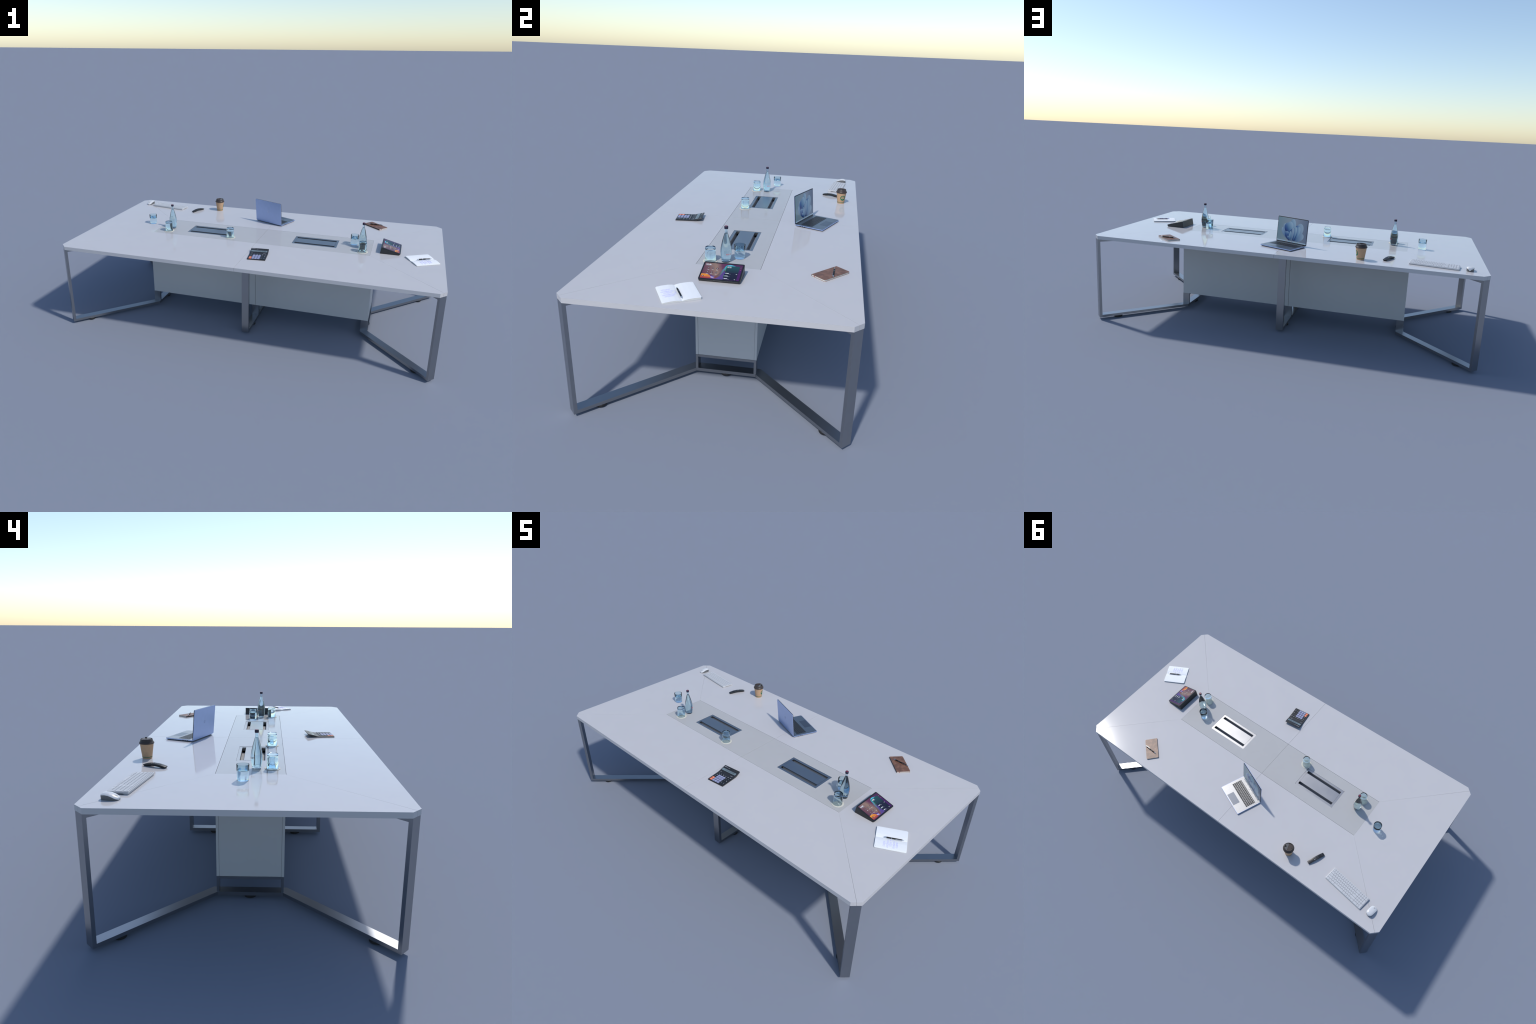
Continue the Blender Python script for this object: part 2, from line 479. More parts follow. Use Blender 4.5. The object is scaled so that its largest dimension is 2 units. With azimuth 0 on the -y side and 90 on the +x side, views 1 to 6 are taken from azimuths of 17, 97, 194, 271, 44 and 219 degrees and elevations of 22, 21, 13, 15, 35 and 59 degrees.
    # (kind, base u, base v, degrees left of up, length, width / length) in units of the screen height
    petals = [(2, -0.16, -0.42, 34, 0.60, 0.55), (2, -0.20, -0.38, 16, 0.66, 0.55), (2, 0.26, -0.44, -42, 0.46, 0.75), (2, 0.22, -0.44, -16, 0.80, 0.62),
              (0, -0.02, -0.30, -4, 0.78, 0.50), (1, -0.10, -0.30, 14, 0.62, 0.85), (0, -0.12, -0.22, -2, 0.58, 0.70), (1, 0.10, -0.30, -22, 0.58, 0.60),
              (1, -0.16, -0.34, -34, 0.52, 0.60), (0, 0.16, -0.44, -18, 0.66, 0.42), (1, 0.12, -0.44, -13, 0.62, 0.34), (0, 0.09, -0.44, -9, 0.62, 0.36),
              (1, 0.05, -0.44, -6, 0.56, 0.30), (2, 0.02, -0.44, -3, 0.56, 0.32), (1, -0.14, -0.42, 22, 0.38, 0.85), (1, -0.12, -0.44, 2, 0.34, 0.70),
              (0, -0.03, -0.45, 6, 0.42, 0.24), (1, -0.10, -0.45, 26, 0.22, 0.8), (0, -0.06, -0.45, 12, 0.30, 0.22)]
    for k, (kind, u, v, ang, ln, wd) in enumerate(petals):
        put("petal", pm[kind], None, lid, (u * sh, sy + v * sh, 0.00072 + 0.00002 * k), (0, 0, radians(ang)), (wd * ln * sh, ln * sh, 0.00006))
    # round badge on the back of the lid
    ringm = material("lid_badge", (0.50, 0.55, 0.72), rough=0.2, metal=0.8)
    badge = ring_plate("lid_badge", [(0.0068 * cos(i * pi / 12), 0.0068 * sin(i * pi / 12)) for i in range(24)],
                       [(0.0060 * cos(i * pi / 12), 0.0060 * sin(i * pi / 12)) for i in range(24)], 0, 0.0002)
    b = put("lid_badge", badge, ringm, lid, (0, lid_h * 0.52, -0.0042), (pi, 0, 0))
    for x in (-0.0016, 0.0016):
        put("badge_stroke", prism("badge_stroke", [(x - 0.0016, -0.0045), (x - 0.0008, -0.0045), (x + 0.0016, 0.0045), (x + 0.0008, 0.0045)], 0, 0.0002), ringm, b)


# ================================================================== TABLET
def build_tablet():
    T = thing("tablet", "black tablet on wedge stand showing colourful home screen", "tablet", (0.7255, -0.0008, TZ), 90)
    HW = 0.0752
    # wedge, profile in (back, up), swept along x with softened ends
    prof = [(-0.0462, 0.0), (0.0520, 0.0), (0.0530, 0.0012), (0.0478, 0.0335), (0.0462, 0.0342), (-0.0500, 0.0080), (-0.0508, 0.0068)]
    secs = []
    for x, k in ((-HW + 0.0005, 0.93), (-HW + 0.0012, 0.97), (-HW + 0.003, 1.0), (HW - 0.003, 1.0), (HW - 0.0012, 0.97), (HW - 0.0005, 0.93)):
        cy, cz = 0.006, 0.010
        secs.append([(x, cy + (y - cy) * k, max(0.0, cz + (z - cz) * k) if k < 1 else z) for y, z in prof])
    put("wedge_stand", loft("wedge_stand", secs, angle=30), CHARCOAL, T)
    slope = math.atan2(0.0365 - 0.0100, 0.0470 + 0.0522)
    ln = hypot(0.0365 - 0.0100, 0.0470 + 0.0522)
    slab = prism("tablet_body", round_rect(2 * HW, ln + 0.001, 0.0055), -0.0034, 0.0, 0.0009, 3)
    body = put("tablet_body", slab, BLACK_PLASTIC, T, (0, (0.0470 - 0.0522) / 2, (0.0365 + 0.0100) / 2), (slope, 0, 0))
    sw, sh = 0.1395, 0.0905
    wall = ramp_material("tablet_wallpaper", [(0.0, (0.09, 0.025, 0.055)), (0.22, (0.16, 0.075, 0.085)), (0.45, (0.26, 0.17, 0.13)), (0.62, (0.12, 0.035, 0.075)), (1.0, (0.075, 0.02, 0.07))],
                         "X", -sw / 2, sw / 2, 0.12, bend=0.02, across=("Y", 0.35))
    put("tablet_screen", box("tablet_screen", -sw / 2, sw / 2, -sh / 2, sh / 2, 0, 0.0002), wall, body, (0, 0, 0.0001))
    X = lambda u: (u - 0.5) * sw
    Y = lambda v: (0.5 - v) * sh          # v runs down

    def blade(name, top, bottom, mat, z, n=24):
        """area between two curves (u, v), as a thin layer"""
        a, b = smooth_profile(top, 6), smooth_profile(bottom, 6)
        pts = [(X(u), Y(v)) for u, v in a] + [(X(u), Y(v)) for u, v in reversed(b)]
        put(name, prism(name, pts, 0, 0.00008), mat, body, (0, 0, z))

    purple = ramp_material("tablet_purple", [(0.0, (0.07, 0.012, 0.07)), (0.5, (0.10, 0.06, 0.22)), (1.0, (0.06, 0.012, 0.09))], "X", -sw / 2, sw / 2, 0.12, bend=0.01)
    blade("wallpaper_wave", [(0, 0.72), (0.15, 0.70), (0.30, 0.80), (0.40, 0.80), (0.50, 0.62), (0.60, 0.45), (0.80, 0.35), (1.0, 0.30)],
          [(0, 1.0), (0.15, 1.0), (0.3, 1.0), (0.4, 1.0), (0.5, 1.0), (0.6, 1.0), (0.8, 1.0), (1.0, 1.0)], purple, 0.00032)
    orange = ramp_material("tablet_orange", [(0.0, (0.75, 0.30, 0.03)), (0.5, (0.55, 0.12, 0.03)), (1.0, (0.20, 0.02, 0.06))], "Y", Y(0.74), Y(1.0), 0.12)
    blade("wallpaper_wave", [(0.0, 0.73), (0.10, 0.72), (0.20, 0.77), (0.28, 0.88)], [(0.0, 1.0), (0.1, 1.0), (0.2, 1.0), (0.28, 0.96)], orange, 0.00042)
    ribbon = ramp_material("tablet_ribbon", [(0.0, (0.42, 0.38, 0.62)), (0.25, (0.20, 0.05, 0.04)), (0.6, (0.12, 0.10, 0.10)), (1.0, (0.05, 0.30, 0.42))], "X", X(0.30), X(0.60), 0.12)
    blade("wallpaper_wave", [(0.26, 0.86), (0.36, 0.86), (0.44, 0.66), (0.50, 0.40), (0.56, 0.18), (0.64, 0.07)], [(0.26, 0.92), (0.38, 0.97), (0.48, 0.80), (0.54, 0.52), (0.60, 0.26), (0.66, 0.12)], ribbon, 0.00052)
    cyan = ramp_material("tablet_cyan", [(0.0, (0.03, 0.30, 0.45)), (0.5, (0.08, 0.55, 0.65)), (1.0, (0.04, 0.05, 0.12))], "X", X(0.54), X(0.86), 0.12)
    blade("wallpaper_wave", [(0.545, 0.22), (0.58, 0.10), (0.66, 0.05), (0.76, 0.07), (0.86, 0.13)], [(0.555, 0.26), (0.60, 0.15), (0.68, 0.11), (0.77, 0.12), (0.86, 0.145)], cyan, 0.00062)
    panel = ramp_material("tablet_panel", [(0.0, (0.012, 0.012, 0.03)), (0.50, (0.014, 0.016, 0.035)), (0.54, (0.016, 0.030, 0.045)), (1.0, (0.018, 0.075, 0.085))], "Y", Y(1.0), Y(0.10), 0.12)
    put("agenda_panel", prism("agenda_panel", [(X(0.585), Y(0.115)), (X(0.93), Y(0.115)), (X(0.93), Y(0.99)), (X(0.585), Y(0.99))], 0, 0.00008), panel, body, (0, 0, 0.00072))
    z = 0.00082
    green = material("green_mark", (0.03, 0.45, 0.06), rough=0.3)
    blue = material("blue_mark", (0.08, 0.10, 0.60), rough=0.3)
    put("agenda_mark", box("agenda_mark", X(0.585), X(0.592), Y(0.48), Y(0.13), 0, 0.00006), green, body, (0, 0, z))

    def bar(u, v, w, h, m=INK_WHITE):
        put("text_line", box("text_line", X(u), X(u + w), Y(v + h), Y(v), 0, 0.00006), m, body, (0, 0, z), stuff=True)

    grey = material("grey_print", (0.30, 0.29, 0.31), rough=0.4)
    rnd = random.Random(3)

    def words(u, v, w, h, m=INK_WHITE):
        """a line of unreadable type: short uneven strokes"""
        x = u
        while x < u + w:
            k = 0.006 + 0.006 * rnd.random()
            bar(x, v + h * 0.25 * rnd.random(), k, h * (0.7 + 0.3 * rnd.random()), m)
            x += k + 0.003
    words(0.035, 0.075, 0.06, 0.065)
    words(0.115, 0.075, 0.055, 0.065)
    words(0.035, 0.165, 0.17, 0.022, grey)
    words(0.605, 0.15, 0.105, 0.055)
    words(0.605, 0.225, 0.11, 0.022, grey)
    for v, m in ((0.57, blue), (0.735, green), (0.895, blue)):
        bar(0.583, v, 0.008, 0.06, m)
        words(0.605, v, 0.085, 0.045)
        words(0.700, v + 0.05, 0.04, 0.018, grey)
    words(0.88, 0.60, 0.025, 0.03)
    words(0.87, 0.93, 0.03, 0.03)
    words(0.95, 0.17, 0.02, 0.022, grey)
    words(0.95, 0.32, 0.025, 0.022, material("pink_print", (0.45, 0.15, 0.3), rough=0.4))
    disc = lathe("app_icon", [(0, 0), (0.0036, 0), (0.0036, 0.00008), (0, 0.00008)], 24)
    disc.materials.append(material("icon_dark", (0.05, 0.025, 0.035), rough=0.25))
    glyph = prism("icon_sign", round_rect(0.0030, 0.0018, 0.0006, seg=2), 0, 0.00008)
    glyph.materials.append(INK_WHITE)
    for j, v in enumerate((0.335, 0.60)):
        for i in range(3):
            u = 0.135 + 0.115 * i
            put("app_icon", disc, None, body, (X(u), Y(v), z))
            put("icon_sign", glyph, None, body, (X(u), Y(v), z + 0.00009), (0, 0, 0.5 * i + j))
            words(u - 0.02, v + 0.095, 0.04, 0.02)
    put("app_icon", disc, None, body, (X(0.055), Y(0.865), z))
    put("icon_sign", glyph, None, body, (X(0.055), Y(0.865), z + 0.00009))
    words(0.085, 0.86, 0.16, 0.018, material("pale_orange", (0.7, 0.45, 0.2), rough=0.4))
    # faint mark on the back of the stand
    put("stand_mark", joined("stand_mark", [(lettering("= =", 0.006, 0.0001), Matrix.Identity(4))]), material("olive_print", (0.10, 0.10, 0.06), rough=0.5), T,
        (0.0, 0.0508, 0.0165), (radians(90 + 9), 0, pi))


# ================================================================== OPEN NOTEBOOK
def page_height(x):
    """height of the open pages above the table over the opening direction"""
    pts = [(-0.0655, 0.0030), (-0.058, 0.0046), (-0.040, 0.0062), (-0.022, 0.0066), (-0.008, 0.0052), (0.0, 0.0030),
           (0.008, 0.0052), (0.022, 0.0072), (0.040, 0.0078), (0.058, 0.0074), (0.0655, 0.0066)]
    for (a, za), (b, zb) in zip(pts, pts[1:]):
        if x <= b:
            t = (x - a) / (b - a)
            t = t * t * (3 - 2 * t) * 0.35 + t * 0.65
            return za + (zb - za) * t
    return pts[-1][1]


def build_open_notebook():
    N = thing("open_notebook", "open white notebook with blue handwritten flow chart", "notebook", (0.8888, -0.1132, TZ), 118.7)
    HW, HH = 0.0652, 0.0650
    paper = bpy.data.materials.new("ruled_paper")
    paper.use_nodes = True
    nt = paper.node_tree
    p = nt.nodes["Principled BSDF"]
    p.inputs["Roughness"].default_value = 0.65
    tc = node(nt, "ShaderNodeTexCoord")
    sp = node(nt, "ShaderNodeSeparateXYZ")
    nt.links.new(tc.outputs["Object"], sp.inputs[0])
    md = node(nt, "ShaderNodeMath", operation="PINGPONG")
    md.inputs[1].default_value = 0.0022
    nt.links.new(sp.outputs["Y"], md.inputs[0])
    lt = node(nt, "ShaderNodeMath", operation="LESS_THAN")
    lt.inputs[1].default_value = 0.00024
    nt.links.new(md.outputs[0], lt.inputs[0])
    mx = node(nt, "ShaderNodeMix", data_type="RGBA")
    mx.inputs[6].default_value, mx.inputs[7].default_value = (0.84, 0.85, 0.86, 1), (0.66, 0.74, 0.84, 1)
    nt.links.new(lt.outputs[0], mx.inputs[0])
    nt.links.new(mx.outputs[2], p.inputs["Base Color"])
    edge = material("page_edges", (0.62, 0.62, 0.60), rough=0.8, vary=0.12, scale=30, stretch=(1, 1, 120))
    cover = material("notebook_cover", (0.50, 0.51, 0.53), rough=0.5)
    # page block: one surface, edges in their own colour
    xs = [-HW + 2 * HW * i / 52 for i in range(53)]
    r = 0.0045

    def reach(x):                               # rounded outer corners
        d = HW - abs(x)
        return HH - (r - sqrt(max(0.0, r * r - (r - d) ** 2)) if d < r else 0.0)
    bm = bmesh.new()
    ny = 4
    grid = [[bm.verts.new((x, reach(x) * (2 * j / ny - 1), page_height(x))) for j in range(ny + 1)] for x in xs]
    low = [[bm.verts.new((x, reach(x) * s, 0.0012)) for s in (-1, 1)] for x in xs]
    for i in range(52):
        for j in range(ny):
            f = bm.faces.new((grid[i][j], grid[i + 1][j], grid[i + 1][j + 1], grid[i][j + 1]))
        for s, j in ((0, 0), (1, ny)):
            f = bm.faces.new((grid[i][j], low[i][s], low[i + 1][s], grid[i + 1][j]))
            f.material_index = 1
        bm.faces.new((low[i][0], low[i][1], low[i + 1][1], low[i + 1][0])).material_index = 1
    for i in (0, 52):
        bm.faces.new([grid[i][j] for j in range(ny + 1)] + [low[i][1], low[i][0]]).material_index = 1
    me = finish(bm, "pages", 40)
    me.materials.append(paper)
    me.materials.append(edge)
    put("pages", me, None, N)
    put("cover", prism("cover", round_rect(2 * HW + 0.002, 2 * HH + 0.002, 0.005), 0.0001, 0.0013, 0.0003, 1), cover, N)
    ink = material("blue_ink", (0.30, 0.29, 0.85), rough=0.6)
    rnd = random.Random(11)
    lines = []
    P = lambda x, y: (x, y, page_height(x) + 0.00003)

    def run(a, b, n=8):
        return [P(a[0] + (b[0] - a[0]) * i / n, a[1] + (b[1] - a[1]) * i / n) for i in range(n + 1)]
    boxes = [(-0.0370, 0.0270, 0.030), (-0.0355, 0.0130, 0.040), (-0.0345, 0.0010, 0.026), (-0.0335, -0.0125, 0.042), (-0.0335, -0.0245, 0.032)]
    for k, (cx, cy, w) in enumerate(boxes):
        h = 0.0066
        pts = round_rect(w, h, 0.0022, cx, cy, 3)
        pts = [(x + rnd.uniform(-3e-4, 3e-4), y + rnd.uniform(-3e-4, 3e-4)) for x, y in pts]
        pts.append(pts[0])
        fine = []
        for a, b in zip(pts, pts[1:]):
            fine += run(a, b, 6)
        lines.append(fine)
        scr, x = [], cx - w / 2 + 0.0025
        while x < cx + w / 2 - 0.002:
            scr.append(P(x, cy + rnd.uniform(-0.0022, 0.0022)))
            x += 0.00085
        lines.append(scr)
        if k < 4:
            lines.append(run((cx, cy - h / 2), (cx + 0.0005, boxes[k + 1][1] + h / 2)))
    lines.append(run((-0.0155, 0.0130), (-0.0085, 0.0130)) + run((-0.0085, 0.0130), (-0.0085, -0.0110)) + run((-0.0085, -0.0110), (-0.0125, -0.0125)))
    scr, x = [], -0.0135
    while x < -0.003:
        scr.append(P(x, 0.0015 + rnd.uniform(-0.0022, 0.0022)))
        x += 0.0009
    lines.append(scr)
    put("handwriting", tube("handwriting", lines, 0.00026, 4), ink, N, stuff=True)
    pale = material("pale_print", (0.45, 0.48, 0.52), rough=0.6)
    dates = [run((-0.060, 0.0605), (-0.053, 0.0605)), run((0.053, 0.0605), (0.060, 0.0605))]
    put("page_header", tube("page_header", dates, 0.00035, 4), pale, N, stuff=True)


# ================================================================== PENS
def build_pen(a, b, z, tilt=0.0):
    """ball pen lying from its tip a to its push button b"""
    d = Vector(b) - Vector(a)
    ln = d.length
    o = thing("pen", "black ball pen with silver tip and clip", "pen", (a[0], a[1], z), 0)
    o.rotation_euler = (0, radians(tilt), atan2(d.y, d.x))
    R = 0.00285
    turn = (0, radians(90), 0)
    black = material("pen_black", (0.009, 0.009, 0.010), rough=0.5, spec=0.3)
    put("pen_tip", lathe("pen_tip", [(0, 0), (0.0004, 0.0001), (0.0005, 0.002), (0.0013, 0.0026), (0.0024, 0.0095), (0.0027, 0.0125), (0, 0.0125)], 24), SILVER, o, rot=turn)
    put("pen_grip", lathe("pen_grip", [(0, 0.0124), (0.0027, 0.0124), (0.0030, 0.018), (0.0029, 0.0330), (0, 0.0330)], 28), black, o, rot=turn)
    put("pen_ring", lathe("pen_ring", [(0, 0.0329), (0.0030, 0.0329), (0.0030, 0.0345), (0, 0.0345)], 28), SILVER, o, rot=turn)
    put("pen_barrel", lathe("pen_barrel", [(0, 0.0344), (0.0029, 0.0344), (0.0030, 0.050), (0.0027, ln - 0.011), (0.0024, ln - 0.0095), (0, ln - 0.0095)], 28), black, o, rot=turn)
    put("pen_button", lathe("pen_button", [(0, ln - 0.0096), (0.0024, ln - 0.0096), (0.0022, ln - 0.0060), (0.0014, ln - 0.0055), (0.0014, ln - 0.0008), (0.0010, ln), (0, ln)], 24), SILVER, o, rot=turn)
    clip = box("pen_clip", ln - 0.036, ln - 0.0085, -0.0034, -0.0026, -0.0012, 0.0012, 0.0003)
    put("pen_clip", clip, SILVER, o)
    return o


# ================================================================== LEATHER NOTEBOOK
def build_leather_notebook():
    N = thing("leather_notebook", "closed notebook in mottled brown leather cover", "notebook", (0.6122, 0.3859, TZ), 48.4)
    W, H = 0.0680, 0.1345
    m = bpy.data.materials.new("brown_leather")
    m.use_nodes = True
    nt = m.node_tree
    p = nt.nodes["Principled BSDF"]
    p.inputs["Roughness"].default_value = 0.42
    p.inputs["Specular IOR Level"].default_value = 0.5
    tc = node(nt, "ShaderNodeTexCoord")
    n1 = node(nt, "ShaderNodeTexNoise", Scale=38.0, Detail=5.0, Roughness=0.6)
    n1.inputs["Distortion"].default_value = 0.6
    nt.links.new(tc.outputs["Object"], n1.inputs["Vector"])
    rp = node(nt, "ShaderNodeValToRGB")
    el = rp.color_ramp.elements
    el.new(0.5)
    for e, (pos, c) in zip(el, ((0.30, (0.105, 0.052, 0.036)), (0.5, (0.175, 0.082, 0.050)), (0.72, (0.29, 0.150, 0.095)))):
        e.position, e.color = pos, (*c, 1)
    nt.links.new(n1.outputs["Fac"], rp.inputs[0])
    nt.links.new(rp.outputs[0], p.inputs["Base Color"])
    n2 = node(nt, "ShaderNodeTexVoronoi", Scale=1100.0)
    nt.links.new(tc.outputs["Object"], n2.inputs["Vector"])
    bp = node(nt, "ShaderNodeBump", Strength=0.15, Distance=0.0003)
    nt.links.new(n2.outputs["Distance"], bp.inputs["Height"])
    nt.links.new(bp.outputs[0], p.inputs["Normal"])
    corners = (1, 0, 0, 1)
    top = prism("cover", round_rect(W, H, 0.006, corners=corners), 0.0058, 0.0067, 0.0004, 2)
    put("cover", top, m, N)
    put("cover", prism("cover", round_rect(W, H, 0.006, corners=corners), 0.0, 0.0009, 0.0004, 2), m, N)
    put("spine", box("spine", -W / 2 - 0.0004, -W / 2 + 0.0008, -H / 2, H / 2, 0.0003, 0.0064, 0.0003), material("dark_spine", (0.05, 0.035, 0.03), rough=0.5), N)
    put("pages", prism("pages", round_rect(W - 0.0022, H - 0.002, 0.0055, -0.0002, 0, corners=corners), 0.0008, 0.0059), material("cream_pages", (0.66, 0.65, 0.61), rough=0.8, vary=0.1, scale=20, stretch=(1, 1, 150)), N)
    put("ribbon_marker", box("ribbon_marker", -0.0205, -0.0180, -H / 2 - 0.0006, -H / 2 + 0.004, 0.0012, 0.0052), material("red_ribbon", (0.42, 0.10, 0.09), rough=0.6), N)
    mark = [(box("m", x, x + 0.0016, -0.0006, 0.0006, 0, 0.00015), Matrix.Identity(4)) for x in (-0.006, -0.0038, -0.0016, 0.0006, 0.0028)]
    put("embossed_mark", joined("embossed_mark", mark), material("emboss_dark", (0.06, 0.03, 0.02), rough=0.5), N, (0.012, 0.058, 0.0067), (0, 0, 0), stuff=True)


# ================================================================== CALCULATOR
def build_calculator():
    C = thing("calculator", "black desk calculator with raised display and lilac keys", "calculator", (0.0674, -0.3035, TZ), 6.3)
    HW = 0.0475
    top = smooth_profile([(-0.0625, 0.0036), (-0.060, 0.0044), (-0.030, 0.0048), (0.004, 0.0052), (0.020, 0.0066), (0.036, 0.0108), (0.0625, 0.0172)], 6)
    bot = smooth_profile([(0.0628, 0.0138), (0.052, 0.0088), (0.040, 0.0030), (0.030, 0.0), (0.0, 0.0), (-0.058, 0.0), (-0.0625, 0.0010)], 5)
    prof = top + bot
    secs = []
    for x, k in ((-HW, 0.975), (-HW + 0.0008, 0.992), (-HW + 0.002, 1.0), (HW - 0.002, 1.0), (HW - 0.0008, 0.992), (HW, 0.975)):
        secs.append([(x, y * k, z if k == 1 else z * (0.96 if k > 0.98 else 0.88) + 0.0002) for y, z in prof])
    put("calculator_body", loft("calculator_body", secs, angle=32), CHARCOAL, C)

    def surf(y):
        for (a, za), (b, zb) in zip(top, top[1:]):
            if y <= b:
                return za + (zb - za) * (y - a) / (b - a), atan2(zb - za, b - a)
        return top[-1][1], 0.2
    black = material("calc_key_black", (0.018, 0.020, 0.024), rough=0.35)
    lilac = material("calc_key_lilac", (0.28, 0.30, 0.46), rough=0.4)
    orange = material("calc_key_orange", (0.85, 0.20, 0.08), rough=0.4)
    cols = [-0.0335, -0.0190, -0.0045, 0.0100, 0.0240, 0.0382]
    rows = [0.0022, -0.0115, -0.0250, -0.0392, -0.0533]
    marks = {(0, 0): "%", (0, 1): "M-", (0, 2): "MR", (0, 3): "M+", (0, 4): "MU", (0, 5): "GT", (1, 0): "+/-", (2, 0): ">",
             (1, 1): "7", (1, 2): "8", (1, 3): "9", (1, 4): "x", (1, 5): "/", (2, 1): "4", (2, 2): "5", (2, 3): "6", (2, 4): "-", (2, 5): "%",
             (3, 1): "1", (3, 2): "2", (3, 3): "3", (4, 1): "0", (4, 2): "00", (4, 3): ".", (3, 0): "CE", (4, 0): "C", (3, 4): "+", (3, 5): "="}
    cache = {}
    for r, y in enumerate(rows):
        for c, x in enumerate(cols):
            if r == 4 and c >= 4:
                continue
            tall = r == 3 and c >= 4
            kind = lilac if 1 <= c <= 3 and r >= 1 else orange if c == 0 and r >= 3 else black
            h = 0.0095 if r == 0 else (0.0258 if tall else 0.0116)
            w = 0.0118 if r == 0 else 0.0124
            key = (kind.name, w, h)
            if key not in cache:
                me = prism("calculator_key", round_rect(w, h, 0.0012, seg=3), 0, 0.0022, 0.0007, 2)
                me.materials.append(kind)
                cache[key] = me
            yy = (rows[3] + rows[4]) / 2 if tall else y
            z, sl = surf(yy)
            k = put("calculator_key", cache[key], None, C, (x, yy, z - 0.0006), (sl, 0, 0))
            put("key_sign", lettering(marks[(r, c)], 0.0048 if r == 0 else 0.0066, 0.00005),
                INK_WHITE if kind != lilac else material("pale_sign", (0.55, 0.58, 0.75), rough=0.5), k, (0, 0, 0.0023), stuff=True)
    # display set in the raised part
    z0, sl = surf(0.037)
    bz = put("display_frame", prism("display_frame", round_rect(0.0895, 0.0180, 0.002), -0.0010, 0.00025, 0.0002, 1), BLACK_PLASTIC, C, (-0.0005, 0.037, z0), (sl, 0, 0))
    lcd = put("display", box("display", -0.0428, 0.0428, -0.0066, 0.0066, 0, 0.00018), material("lcd_grey", (0.165, 0.215, 0.24), rough=0.25, vary=0.03), bz, (0, 0, 0.0002))
    put("display_digits", lettering("1234567890", 0.0125, 0.00006), material("lcd_black", (0.03, 0.042, 0.05), rough=0.3), lcd, (0.0045, 0, 0.0002), stuff=True)
    zb, sb = surf(0.056)
    words = [(box("w", x, x + 0.0018, -0.0014, 0.0014 * (0.6 + 0.4 * ((i * 7) % 3) / 2), 0, 0.0001), Matrix.Identity(4)) for i, x in enumerate([0.0024 * k for k in range(8)])]
    wm = joined("maker_mark", words)
    put("maker_mark", wm, material("grey_mark", (0.42, 0.42, 0.45), rough=0.5), C, (-0.043, 0.055, zb), (sb, 0, 0), stuff=True)
    put("maker_mark", joined("maker_mark", words[:5]), MATS["grey_mark"], C, (-0.018, 0.0535, zb - 0.0004), (sb, 0, 0), (0.8, 0.6, 1), stuff=True)
    put("solar_cell", box("solar_cell", 0, 0.017, -0.002, 0.002, -0.0002, 0.00008), material("solar_brown", (0.04, 0.04, 0.03), rough=0.2), C, (0.0225, 0.0555, zb + 0.0001), (sb, 0, 0))
    zc, sc = surf(0.0165)
    for x, n in ((-0.039, 3), (0.024, 6)):
        put("maker_mark", joined("maker_mark", words[:n]), MATS["grey_mark"], C, (x, 0.0190, surf(0.019)[0] + 0.0001), (surf(0.019)[1], 0, 0), (0.9, 0.8, 1), stuff=True)


